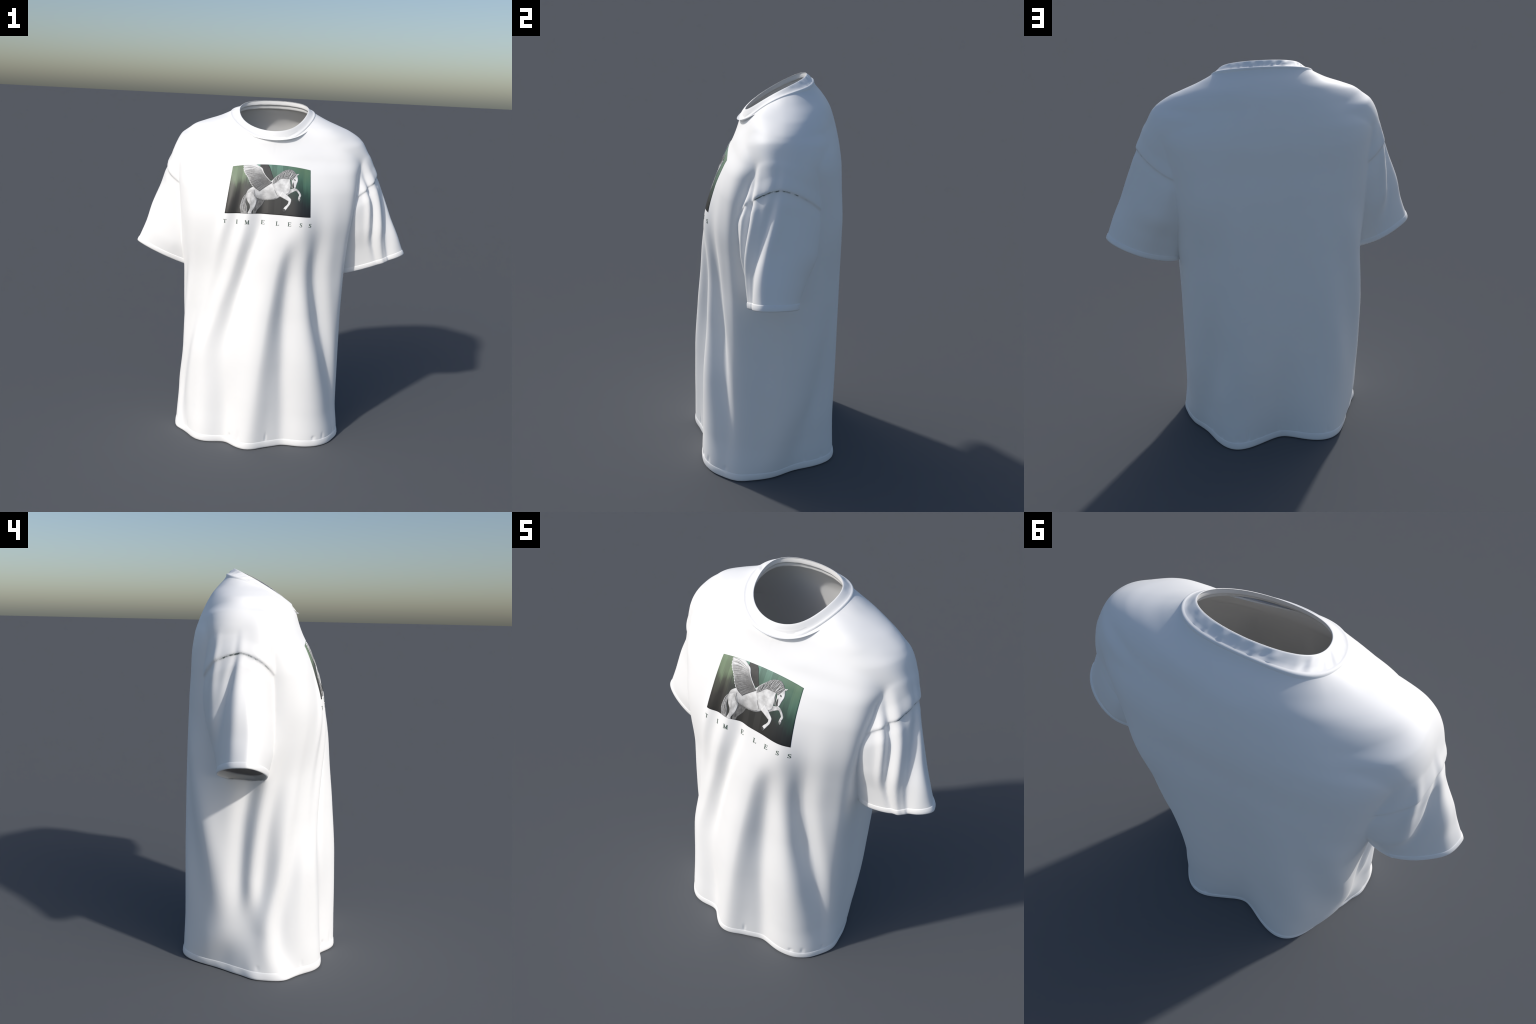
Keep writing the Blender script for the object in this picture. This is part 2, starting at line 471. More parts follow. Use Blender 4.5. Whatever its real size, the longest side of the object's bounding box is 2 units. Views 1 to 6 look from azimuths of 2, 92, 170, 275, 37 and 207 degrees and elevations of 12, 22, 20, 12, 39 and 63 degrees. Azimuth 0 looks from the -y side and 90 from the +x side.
def neck_height(x, y):
    """height of the cone that carries the neck ring, and how far out the point is"""
    t = np.linspace(0, 2 * np.pi, 721)
    P = ring(NECK, t); c = P[:-1].mean(0)
    a = np.arctan2(P[:, 1] - c[1], P[:, 0] - c[0]); o = np.argsort(a)
    q = np.arctan2(y - c[1], x - c[0])
    rr = np.interp(q, a[o], np.hypot(P[:, 0] - c[0], P[:, 1] - c[1])[o], period=2 * np.pi)
    zz = np.interp(q, a[o], P[o, 2], period=2 * np.pi)
    f = np.hypot(x - c[0], y - c[1]) / rr
    return c[2] + f * (zz - c[2]), f


bm = bmesh.new()
for v in V:
    bm.verts.new(v)
bm.verts.ensure_lookup_table()
for q in Q:
    bm.faces.new([bm.verts[i] for i in q])


def cut(values, clear=True):
    """slice the mesh where values (one per vertex) pass zero; drop the positive side"""
    co = [v.co.copy() for v in bm.verts]
    lay = bm.verts.layers.float.new("g")
    for v, g in zip(bm.verts, values):
        v[lay] = g
    edges = [e for e in bm.edges if e.verts[0][lay] * e.verts[1][lay] < 0]
    for e in edges:
        a, b = e.verts
        t = a[lay] / (a[lay] - b[lay])
        if t < .03 or t > .97:
            continue
        _, n = bmesh.utils.edge_split(e, a, t)
        n[lay] = 0.0
    faces = [f for f in bm.faces if any(v[lay] > 1e-9 for v in f.verts) and any(v[lay] < -1e-9 for v in f.verts)]
    for f in faces:
        z = [v for v in f.verts if v[lay] == 0.0]
        if len(z) == 2:
            try:
                bmesh.utils.face_split(f, z[0], z[1])
            except ValueError:
                pass
    if clear:
        bmesh.ops.delete(bm, geom=[f for f in bm.faces if sum(v[lay] for v in f.verts) > 0], context="FACES")
    bm.verts.layers.float.remove(lay)


def coords():
    return np.array([v.co for v in bm.verts])


P = coords(); cut(HEM_CUT - P[:, 2])
P = coords(); h, f = neck_height(P[:, 0], P[:, 1])
cut(np.where((P[:, 2] > 1.7) & (f < 1.6), P[:, 2] - h + .002, -1))
for side in (1, -1):
    P = coords(); p, v, w = sleeve_coords(side, *P.T)
    tr = torso.dist(P[:, 0], -P[:, 1], P[:, 2])
    on = (side * P[:, 0] > 0.3) & (tr > 0.002) & (w > -0.3) & (w < 0.03) & (P[:, 2] > 0.85)
    cut(np.where(on, w - CUFF_CUT, -1))
    P = coords(); p, v, w = sleeve_coords(side, *P.T)
    tr = torso.dist(P[:, 0], -P[:, 1], P[:, 2]); sd, _ = sleeve_dist(side, *P.T)
    on = (side * P[:, 0] > 0.4) & (np.abs(w - seam_line(P[:, 1])) < .04) & (sd < tr)
    cut(np.where(on, w - seam_line(P[:, 1]), -1), clear=False)
bmesh.ops.delete(bm, geom=[v for v in bm.verts if not v.link_faces], context="VERTS")
for _ in range(2):
    bmesh.ops.smooth_vert(bm, verts=[v for v in bm.verts if not v.is_boundary], factor=0.35,
                          use_axis_x=True, use_axis_y=True, use_axis_z=True)
# sew the edge of the neck hole exactly to the ring, easing the cloth around it
from mathutils.kdtree import KDTree
NR = ring(NECK, np.linspace(0, 2 * np.pi, 1441)[:-1])
edge = [v for v in bm.verts if v.is_boundary and v.co.z > 1.7]
kd = KDTree(len(NR))
for i, q in enumerate(NR):
    kd.insert(q, i)
kd.balance()
pull = [kd.find(v.co)[0] - v.co for v in edge]
ke = KDTree(len(edge))
for i, v in enumerate(edge):
    ke.insert(v.co, i)
ke.balance()
REACH = 0.12
moves = []
for v in bm.verts:
    if v.co.z > 1.66:
        near = ke.find_n(v.co, 6)
        d0 = near[0][2]
        if d0 < REACH:
            ws = [1 / (d + 1e-4) for _, _, d in near]
            m = sum((pull[i] * k for (_, i, _), k in zip(near, ws)), Vector()) / sum(ws)
            moves.append((v, m * (1 - float(sstep(0, REACH, d0)))))
for v, m in moves:
    v.co += m
bm.normal_update()
bm.verts.index_update()
P = coords()
N = np.array([v.normal for v in bm.verts])
faces = [[v.index for v in f.verts] for f in bm.faces]
bm.free()
C = np.array([P[f].mean(0) for f in faces])
kind = np.zeros(len(faces), int)
for side in (1, -1):
    sd, w = sleeve_dist(side, *C.T); td = torso.dist(C[:, 0], -C[:, 1], C[:, 2])
    kind[(side * C[:, 0] > .3) & (sd < td) & (w > seam_line(C[:, 1]))] = 1 if side > 0 else 2
kind[(kind == 0) & (C[:, 1] > 0.10 + 0 * C[:, 0])] = 3


def part(name, k, mat=None):
    ids = np.flatnonzero(kind == k)
    used = np.unique(np.concatenate([faces[i] for i in ids]))
    back = {int(u): j for j, u in enumerate(used)}
    return mesh_object(name, P[used], [[back[i] for i in faces[j]] for j in ids], mat or WHITE, normals=N[used])


front = part("front_panel", 0)
back_panel = part("back_panel", 3)
SLEEVE_CLOTH = {k: material('sleeve_cotton', sleeve_cloth(k)) for k in (1, -1)}
sleeves = {1: part("sleeve", 1, SLEEVE_CLOTH[1]), -1: part("sleeve", 2, SLEEVE_CLOTH[-1])}
lining = mesh_object("lining", P - 0.005 * N, [f[::-1] for f in faces], INSIDE)


# ---------------------------------------------------------------- bands
def loft(name, rows, mat, parent=None, close=True):
    """rows: (k, n, 3) rings -> closed tube of quads"""
    rows = np.asarray(rows); k, n, _ = rows.shape
    F = []
    for i in range(k - 1 + close):
        a, b = i, (i + 1) % k
        for j in range(n):
            j2 = (j + 1) % n
            F.append((a * n + j, a * n + j2, b * n + j2, b * n + j))
    return mesh_object(name, rows.reshape(-1, 3), F, mat, parent)


def outward(ringpts):
    t = np.roll(ringpts, -1, 0) - np.roll(ringpts, 1, 0)
    return t / np.linalg.norm(t, axis=1)[:, None]


def torso_ring(th, z, off):
    R = torso.radius(th, np.full_like(th, z)); a = np.radians(th)
    p = np.stack([torso.cu(z) + R * np.sin(a), -(torso.cv(z) + R * np.cos(a)), np.full_like(th, z)], 1)
    t = outward(p); n = np.stack([t[:, 1], -t[:, 0], 0 * t[:, 0]], 1)
    return p + np.reshape(off, (-1, 1)) * n


TH = np.arange(0, 360, 0.5) - 180.0
wob = sum(rng.normal() * np.cos(np.radians(TH) * k + rng.uniform(0, 6.28)) for k in range(5, 40)) / 6
HEM = [(0.042, -.0008), (0.040, .0008), (0.036, .0020), (0.026, .0034), (0.012, .0040), (0.004, .0026),
       (0.0, -.0006), (0.003, -.0048), (0.012, -.0065), (0.034, -.0065), (0.046, -.0050)]
rows = []
for z, o in HEM:
    r = torso_ring(TH, z, o + (0.0005 * wob if o > 0.002 else 0))
    rows.append(r)
hem = loft("hem", rows, WHITE)


def sleeve_point(side, p, v, w):
    ox, oz, tilt, slant = CUFF[side]
    ca, sa = math.cos(math.radians(tilt)), math.sin(math.radians(tilt))
    y = -v; ww = w - slant * (y - 0.06)
    return np.stack([side * (ox + p * ca + ww * sa), y, oz + p * sa - ww * ca], -1)


def sleeve_ring(side, th, w, off):
    tube = sleeve_tube[side]
    R = tube.radius(th, np.full_like(th, w)) ; a = np.radians(th)
    q = np.stack([R * np.sin(a), R * np.cos(a)], 1)
    t = np.roll(q, -1, 0) - np.roll(q, 1, 0); t /= np.linalg.norm(t, axis=1)[:, None]
    q = q + off * np.stack([-t[:, 1], t[:, 0]], 1) * -1 * -1
    return sleeve_point(side, tube.cu(w) + q[:, 0], tube.cv(w) + q[:, 1], np.full_like(th, w))


CUFFP = [(-0.030, -.0010), (-0.0285, .0008), (-0.025, .0020), (-0.015, .0030), (-0.005, .0026), (0.0, .0002),
         (-0.002, -.004), (-0.012, -.006), (-0.030, -.006), (-0.040, -.005)]
TH2 = np.arange(0, 360, 1.0) - 180.0
for side in (1, -1):
    rows = [sleeve_ring(side, TH2, w, o) for w, o in CUFFP]
    loft("cuff", rows if side < 0 else [r[::-1] for r in rows], WHITE)

# ---------------------------------------------------------------- collar
tt = np.linspace(0, 2 * np.pi, 481)[:-1]
A, B = ring(NECK, tt), ring(RIM, tt)
tan = outward(A)
D_ = B - A; LEN = np.linalg.norm(D_, axis=1)[:, None]; D_ = D_ / LEN
NO = np.cross(tan, D_); NO /= np.linalg.norm(NO, axis=1)[:, None]
dent = sum(rng.normal() * np.cos(tt * k + rng.uniform(0, 6.28)) for k in range(5, 34)) / 6 * sstep(-.4, .9, np.sin(tt - .3))
PROFILE = [(0, -.010, -.007), (0, -.006, -.0006), (0, -.004, .0024), (0, 0, .0042), (0, .004, .0040), (0, .0075, .0024), (0, .010, .0012),
           (.42, 0, .0012), (.70, 0, .0014), (1, -.006, .0022), (1, -.002, .0016), (1, 0, 0)]
IN = B - B.mean(0); IN[:, 2] = 0; IN /= np.linalg.norm(IN, axis=1)[:, None]
DN = 0.12 * D_ + 0.88 * np.array([0, 0, 1.0]); DN /= np.linalg.norm(DN, axis=1)[:, None]
# inner face: drop below the rim, outward offset
INNER = [(-.0005, .0016), (.001, .0028), (.006, .0026), (.014, .0028), (.022, .0034), (.028, .0050), (.0275, .0110)]
TAPE = [(.022, .0105), (.026, .0125), (.034, .0120), (.044, .0150), (.050, .0180), (.051, .0230), (.047, .0400)]


def collar_rows(prof):
    rows = []
    for fr, s, o in prof:
        k = math.sin(math.pi * min(max(fr, 0), 1))
        rows.append(A + D_ * (fr * LEN + s) + NO * (o + k * (0.0034 * dent[:, None] * np.sin(math.pi * fr) ** .5)))
    return rows


def inner_rows(prof):
    return [B - DN * (d + .0006 * dent[:, None] * (d > .004)) + IN * e for d, e in prof]


collar = loft("collar", collar_rows(PROFILE) + inner_rows([(0, .0006)] + INNER), WHITE, close=False)
tape = loft("neck_tape", inner_rows(TAPE), INSIDE, close=False)

# ---------------------------------------------------------------- printed picture
def front_y(x, z):
    """where the front of the body is, by bisection along y"""
    lo = np.full_like(x, -0.46); hi = np.full_like(x, -0.02)
    for _ in range(34):
        mid = (lo + hi) / 2
        inside = field(x, mid, z) < 0
        hi = np.where(inside, mid, hi); lo = np.where(inside, lo, mid)
    return (lo + hi) / 2


def frame(s, t):
    """picture coordinates (0..1, 0..1 upward) -> x, z on the chest"""
    b = 1 - (2 * s - 1)**2
    zt, zb = 1.6265 + 0.021 * b, 1.3715 + 0.0075 * b
    xl, xr = -0.2536 + 0.0288 * t, 0.227 - 0.0133 * t
    return xl + s * (xr - xl), zb + t * (zt - zb)


def spline(pts, n):
    """centripetal-ish smooth curve through hand-placed points, n samples"""
    p = np.asarray(pts, float)
    u = np.r_[0, np.cumsum(np.linalg.norm(np.diff(p[:, :2] * [1, .54], axis=0), axis=1))]
    q = np.linspace(0, u[-1], n)
    return np.stack([pchip(u, p[:, k], q) for k in range(p.shape[1])], 1)


def printed(name, S, T, quads, mat, lift, parent, xz=False, thick=0.0006):
    S = np.asarray(S, float); T = np.asarray(T, float)
    x, z = (S, T) if xz else frame(S, T)
    y = front_y(x, z)
    p = np.stack([x, y, z], 1); n = gradient(p); n /= np.linalg.norm(n, axis=1)[:, None]
    top, low = p + n * lift, p + n * (lift - thick - 0.0008)
    k = len(p); F = [list(q) for q in quads]
    seen = {}
    for q in quads:
        for a, b in zip(q, list(q[1:]) + [q[0]]):
            if (b, a) in seen:
                del seen[(b, a)]
            else:
                seen[(a, b)] = 1
    F += [[b, a, a + k, b + k] for a, b in seen]
    return mesh_object(name, np.r_[top, low], F, mat, parent)


def grid_quads(n, m):
    return [(i * m + j, i * m + j + 1, (i + 1) * m + j + 1, (i + 1) * m + j) for i in range(n - 1) for j in range(m - 1)]


def patch(name, ab, mat, lift, parent, n=36, m=14):
    a, b = spline(ab[0], n), spline(ab[1], n)
    w = np.linspace(0, 1, m)
    g = a[:, None] * (1 - w)[:, None] + b[:, None] * w[:, None]
    q = grid_quads(n, m)
    g = g.reshape(-1, 2)
    c = g[list(q[len(q) // 2])]
    area = sum(c[i][0] * c[(i + 1) % 4][1] - c[(i + 1) % 4][0] * c[i][1] for i in range(4))
    if area < 0:
        q = [k[::-1] for k in q]
    return printed(name, g[:, 0], np.clip(g[:, 1], 0.001, 0.999), q, mat, lift, parent)


def stroke_grid(pts, n, m, asp=0.54):
    p = spline(pts, n)
    d = np.gradient(p[:, :2] * [1, asp], axis=0); d /= np.linalg.norm(d, axis=1)[:, None] + 1e-9
    nn = np.stack([-d[:, 1], d[:, 0] / 1], 1)
    w = np.linspace(-.5, .5, m)
    off = nn[:, None] * (w[:, None] * p[:, None, 2:3])
    g = p[:, None, :2] + off / [1, asp]
    return g.reshape(-1, 2)


def stroke(name, pts, mat, lift, parent, n=28, m=7):
    g = stroke_grid(pts, n, m)
    q = [k[::-1] for k in grid_quads(n, m)]
    return printed(name, g[:, 0], np.clip(g[:, 1], 0.001, 0.999), [k[::-1] for k in q], mat, lift, parent)


def strokes(name, many, mat, lift, parent, n=12, m=3):
    """a bundle of fine strokes as one joined part"""
    G, Qd = [], []
    for pts in many:
        g = stroke_grid(pts, n, m); o = sum(len(k) for k in G)
        G.append(g); Qd += [[i + o for i in k] for k in grid_quads(n, m)]
    g = np.concatenate(G)
    ob = printed(name, g[:, 0], np.clip(g[:, 1], 0.001, 0.999), Qd, mat, lift, parent)
    ob["kind"] = "stuff"
    return ob


def picture_coords(nt):
    """s, t of the printed picture from the object coordinates"""
    tc = node(nt, "ShaderNodeTexCoord"); sx = node(nt, "ShaderNodeSeparateXYZ")
    nt.links.new(tc.outputs["Object"], sx.inputs[0])
    t0 = math_node(nt, "MULTIPLY_ADD", sx.outputs[2], 1 / 0.262, -1.374 / 0.262)
    a = math_node(nt, "MULTIPLY_ADD", t0, 0.0288, -0.2536)
    wdt = math_node(nt, "MULTIPLY_ADD", t0, -0.0421, 0.4806)
    s = math_node(nt, "DIVIDE", math_node(nt, "SUBTRACT", sx.outputs[0], a), wdt)
    return tc, s, t0


INK_ROUGH = 0.5


def backdrop(nt, bsdf):
    """misty wood: vertical brushed bands, green at the top, near black at the foot"""
    tc, s, t = picture_coords(nt)
    def bands(k, seed):
        w = node(nt, "ShaderNodeTexWhiteNoise", noise_dimensions="1D")
        nt.links.new(math_node(nt, "ADD", math_node(nt, "FLOOR", math_node(nt, "MULTIPLY", s, k)), seed), w.inputs["W"])
        return w.outputs["Value"]
    ns = node(nt, "ShaderNodeTexNoise", noise_dimensions="2D"); ns.inputs["Detail"].default_value = 4
    cb = node(nt, "ShaderNodeCombineXYZ")
    nt.links.new(math_node(nt, "MULTIPLY", s, 26), cb.inputs[0]); nt.links.new(math_node(nt, "MULTIPLY", t, 2.2), cb.inputs[1])
    nt.links.new(cb.outputs[0], ns.inputs["Vector"]); ns.inputs["Scale"].default_value = 1.0
    brush = math_node(nt, "MULTIPLY_ADD", ns.outputs["Fac"], 0.30, -0.15)
    step = math_node(nt, "MULTIPLY_ADD", bands(11, 3.0), 0.12, -0.06)
    h = math_node(nt, "ADD", math_node(nt, "ADD", t, brush), step)
    left = ramp(nt, h, [(0.0, (.032, .031, .029)), (.34, (.045, .043, .039)), (.58, (.085, .095, .072)), (.75, (.19, .26, .16)), (1.0, (.21, .30, .18))])
    mid = ramp(nt, h, [(0.0, (.034, .033, .031)), (.40, (.036, .037, .035)), (.66, (.040, .062, .052)), (.84, (.10, .19, .145)), (1.0, (.13, .26, .20))])
    right = ramp(nt, h, [(0.0, (.014, .016, .018)), (.25, (.020, .026, .028)), (.48, (.030, .075, .058)), (.72, (.075, .18, .125)), (1.0, (.12, .23, .14))])
    f1 = ramp(nt, s, [(.17, (0, 0, 0)), (.27, (1, 1, 1))])
    f2 = ramp(nt, s, [(.66, (0, 0, 0)), (.86, (1, 1, 1))])
    c = mix(nt, f2, mix(nt, f1, left, mid), right)
    # dark trunk standing behind the wing on the left
    trunk = math_node(nt, "MULTIPLY", ramp(nt, s, [(.175, (0, 0, 0)), (.20, (1, 1, 1)), (.30, (1, 1, 1)), (.36, (0, 0, 0))]),
                      ramp(nt, h, [(.55, (1, 1, 1)), (.80, (0, 0, 0))]))
    c = mix(nt, math_node(nt, "MULTIPLY", trunk, 0.85), c, (.038, .042, .040))
    # flat paler blocks low in the picture
    blk = math_node(nt, "MULTIPLY_ADD", bands(14, 11.0), 0.4, 0.78)
    grey = node(nt, "ShaderNodeCombineColor")
    for i in range(3):
        nt.links.new(blk, grey.inputs[i])
    c = mix(nt, 1.0, c, grey.outputs[0], "MULTIPLY")
    nt.links.new(c, bsdf.inputs["Base Color"]); bsdf.inputs["Roughness"].default_value = INK_ROUGH


def ink(light, dark, scale=(60, 60, 60), lo=.35, hi=.65, low_t=None, shade=0.5):
    """grey ink: stretched noise between two greys, optionally darker towards the picture's foot"""
    def b(nt, bsdf):
        tc, s, t = picture_coords(nt)
        mp = node(nt, "ShaderNodeMapping"); mp.inputs["Scale"].default_value = scale
        nt.links.new(tc.outputs["Object"], mp.inputs[0])
        ns = node(nt, "ShaderNodeTexNoise"); ns.inputs["Detail"].default_value = 5; ns.inputs["Scale"].default_value = 1
        nt.links.new(mp.outputs[0], ns.inputs["Vector"])
        c = ramp(nt, ns.outputs["Fac"], [(lo, (dark,) * 3), (hi, (light,) * 3)])
        if low_t:
            f = ramp(nt, t, [(low_t[0], (shade,) * 3), (low_t[1], (1, 1, 1))])
            c = mix(nt, 1.0, c, f, "MULTIPLY")
        nt.links.new(c, bsdf.inputs["Base Color"]); bsdf.inputs["Roughness"].default_value = INK_ROUGH
    return b


# outlines of the drawn parts in picture coordinates: two edges of a patch, or
# the spine of a stroke with its width
TRUNK = ([(0.353, 1.001), (0.355, 0.953), (0.389, 0.882), (0.439, 0.761), (0.482, 0.682)],
    [(0.451, 1.006), (0.479, 0.947), (0.505, 0.847), (0.525, 0.768), (0.544, 0.719)])
FAR_HIND = ([(0.344, 0.314), (0.349, 0.231), (0.339, 0.158), (0.329, 0.084), (0.325, -0.003)],
    [(0.459, 0.281), (0.438, 0.222), (0.425, 0.179), (0.393, 0.114), (0.369, 0.06), (0.361, -0.001)])
TAIL = ([(0.222, 0.4), (0.194, 0.347), (0.174, 0.256), (0.167, 0.149), (0.177, 0.064), (0.192, -0.006)],
    [(0.227, 0.39), (0.225, 0.311), (0.229, 0.237), (0.242, 0.164), (0.256, 0.102), (0.264, -0.003)])
NEAR_HIND = ([(0.22, 0.397), (0.23, 0.321), (0.251, 0.254), (0.281, 0.176), (0.286, 0.124), (0.279, 0.066), (0.268, 0.013), (0.278, -0.003)],
    [(0.311, 0.48), (0.34, 0.376), (0.357, 0.283), (0.351, 0.2), (0.34, 0.137), (0.321, 0.073), (0.311, 0.031), (0.314, -0.002)])
BODY = ([(0.221, 0.397), (0.234, 0.468), (0.267, 0.523), (0.302, 0.552), (0.388, 0.574), (0.485, 0.632), (0.52, 0.686), (0.561, 0.751)],
    [(0.223, 0.391), (0.273, 0.364), (0.33, 0.343), (0.362, 0.32), (0.406, 0.289), (0.468, 0.279), (0.541, 0.294), (0.6, 0.331), (0.641, 0.383)])
NECK = ([(0.503, 0.654), (0.549, 0.74), (0.597, 0.811), (0.652, 0.871), (0.71, 0.906), (0.756, 0.895)],
    [(0.629, 0.375), (0.671, 0.41), (0.707, 0.435), (0.737, 0.467), (0.75, 0.526), (0.75, 0.598), (0.74, 0.677), (0.744, 0.749), (0.771, 0.796)])
MANE = ([(0.538, 0.713), (0.591, 0.8), (0.646, 0.88), (0.702, 0.922), (0.754, 0.936), (0.794, 0.904), (0.822, 0.853)],
    [(0.534, 0.611), (0.573, 0.651), (0.608, 0.706), (0.645, 0.737), (0.696, 0.74), (0.734, 0.742), (0.77, 0.724)])
WING = ([(0.292, 1.002), (0.353, 0.938), (0.397, 0.866), (0.428, 0.781), (0.468, 0.712), (0.526, 0.641)],
    [(0.146, 0.992), (0.156, 0.907), (0.177, 0.836), (0.216, 0.755), (0.249, 0.666), (0.288, 0.573), (0.331, 0.506), (0.377, 0.459)])
EAR = ([(0.812, 0.86), (0.831, 0.861), (0.853, 0.878)],
    [(0.821, 0.835), (0.836, 0.841), (0.853, 0.875)])
FAR_FORE = [(0.706, 0.457, 0.056), (0.766, 0.514, 0.039), (0.819, 0.547, 0.026), (0.851, 0.509, 0.022), (0.873, 0.445, 0.024), (0.862, 0.396, 0.021), (0.862, 0.362, 0.028), (0.865, 0.323, 0.009)]
NEAR_FORE = [(0.639, 0.431, 0.062), (0.69, 0.388, 0.056), (0.734, 0.341, 0.043), (0.752, 0.321, 0.035), (0.748, 0.263, 0.026), (0.729, 0.204, 0.024), (0.707, 0.154, 0.031), (0.69, 0.11, 0.03), (0.686, 0.071, 0.013)]
HOOF = [(0.695, 0.13, 0.025), (0.686, 0.099, 0.029), (0.686, 0.069, 0.011)]
HOOF2 = [(0.863, 0.368, 0.019), (0.863, 0.349, 0.022), (0.865, 0.322, 0.007)]
HEAD = [(0.754, 0.838, 0.062), (0.784, 0.808, 0.087), (0.8, 0.74, 0.081), (0.797, 0.678, 0.062), (0.794, 0.626, 0.051), (0.79, 0.585, 0.041), (0.789, 0.566, 0.022)]
EYE = [(0.791, 0.75, 0.005), (0.8, 0.74, 0.014), (0.813, 0.73, 0.005)]
MUZZLE = [(0.782, 0.685, 0.006), (0.781, 0.634, 0.019), (0.785, 0.596, 0.022), (0.796, 0.578, 0.014)]
THIGH = [(0.317, 0.48, 0.004), (0.316, 0.407, 0.009), (0.333, 0.345, 0.009), (0.353, 0.315, 0.004)]
SHOULDER = [(0.558, 0.507, 0.003), (0.58, 0.438, 0.007), (0.601, 0.378, 0.003)]
BELLY = [(0.355, 0.327, 0.004), (0.406, 0.299, 0.014), (0.468, 0.29, 0.015), (0.534, 0.308, 0.011), (0.587, 0.342, 0.003)]
THROAT = [(0.748, 0.714, 0.004), (0.751, 0.659, 0.011), (0.758, 0.599, 0.01), (0.768, 0.56, 0.003)]
LEADEDGE = [(0.301, 0.995, 0.003), (0.349, 0.947, 0.009), (0.381, 0.907, 0.015), (0.4, 0.851, 0.009), (0.428, 0.786, 0.006), (0.468, 0.717, 0.006), (0.516, 0.65, 0.003)]
CHEST = [(0.575, 0.601, 0.006), (0.593, 0.562, 0.037), (0.611, 0.504, 0.013)]


INK_COAT = material("pale_coat_ink", ink(.88, .62, (26, 26, 40), .38, .66, low_t=(.30, .54), shade=.50))
INK_NECK = material("neck_ink", ink(.88, .58, (30, 30, 30), .36, .6))
INK_LEG = material("leg_ink", ink(.78, .40, (50, 50, 30)))
INK_WHITE = material("white_ink", ink(.92, .74, (60, 60, 40)))
INK_FAR = material("shaded_leg_ink", ink(.22, .09, (90, 90, 60)))
INK_HAIR = material("hair_ink", ink(.42, .16, (200, 200, 60)))
INK_GREY = material("grey_ink", ink(.34, .22, (120, 120, 120)))
INK_DARK = material("dark_ink", ink(.07, .04, (90, 90, 90)))
INK_TRUNK = material("trunk_ink", ink(.058, .048, (60, 60, 60)))
INK_LIGHT = material("light_strand_ink", ink(.80, .52, (160, 160, 160)))
INK_SHAFT = material("feather_ink", ink(.46, .30, (160, 160, 160)))
INK_SHAFT_DARK = material("feather_gap_ink", ink(.26, .16, (160, 160, 160)))
INK_BLACK = material("deep_strand_ink", ink(.14, .06, (160, 160, 160)))
INK_WORD = material("green_word_ink", ink(.10, .07, (200, 200, 200)))
nt = INK_WORD.node_tree
nt.nodes["Principled BSDF"].inputs["Base Color"].default_value = (.065, .115, .085, 1)
for l in list(nt.links):
    if l.to_socket.name == "Base Color":
        nt.links.remove(l)


def wing_ink(nt, bsdf):
    """white at the tip of the wing, grey towards the root, fine rays"""
    tc, s, t = picture_coords(nt)
    ns = node(nt, "ShaderNodeTexNoise"); ns.inputs["Scale"].default_value = 45; ns.inputs["Detail"].default_value = 3
    nt.links.new(tc.outputs["Object"], ns.inputs["Vector"])
    g = math_node(nt, "SUBTRACT", t, math_node(nt, "MULTIPLY", s, 0.55))
    g = math_node(nt, "ADD", g, math_node(nt, "MULTIPLY_ADD", ns.outputs["Fac"], 0.36, -0.18))
    c = ramp(nt, g, [(.30, (.22,) * 3), (.46, (.13,) * 3), (.58, (.24,) * 3), (.70, (.50,) * 3), (.84, (.84,) * 3)])
    nt.links.new(c, bsdf.inputs["Base Color"]); bsdf.inputs["Roughness"].default_value = INK_ROUGH


INK_WING = material("wing_ink", wing_ink)

picture = bpy.data.objects.new("printed_picture", None)
bpy.context.scene.collection.objects.link(picture); picture.parent = root
NX, NZ = 97, 57
gs, gt = np.meshgrid(np.linspace(0, 1, NX), np.linspace(0, 1, NZ))
printed("backdrop", gs.ravel(), gt.ravel(), grid_quads(NZ, NX), material("misty_wood_ink", backdrop), .0010, picture)
L = [0.0013 + 0.00022 * i for i in range(12)]
patch("tree_trunk", TRUNK, INK_TRUNK, L[0], picture)
patch("far_hind_leg", FAR_HIND, INK_FAR, L[1], picture)
stroke("far_foreleg", FAR_FORE, INK_LEG, L[1], picture)
stroke("far_hoof", HOOF2, INK_GREY, L[2], picture)
patch("tail", TAIL, INK_HAIR, L[2], picture)
patch("body", BODY, INK_COAT, L[3], picture, 44, 22)
patch("hind_leg", NEAR_HIND, INK_LEG, L[4], picture)
patch("neck", NECK, INK_NECK, L[4], picture, 44, 22)
stroke("foreleg", NEAR_FORE, INK_WHITE, L[5], picture)
stroke("hoof", HOOF, INK_DARK, L[6], picture)
patch("ear", EAR, INK_WHITE, L[5], picture, 10, 5)
stroke("head", HEAD, INK_NECK, L[5], picture, 30, 13)
patch("mane", MANE, INK_HAIR, L[6], picture)
stroke("eye", EYE, INK_BLACK, L[6], picture, 8, 5)
stroke("muzzle", MUZZLE, INK_DARK, L[6], picture, 12, 5)
strokes("coat_shading", [THIGH, SHOULDER, BELLY, THROAT], INK_GREY, L[6], picture, 16, 4)
patch("wing", WING, INK_WING, L[7], picture, 44, 20)


def between(ab, k, jitter=0.0):
    """point on each edge of a patch at fraction k"""
    a, b = spline(ab[0], 101), spline(ab[1], 101)
    i = int(np.clip(k, 0, 1) * 100)
    return a[i], b[i]


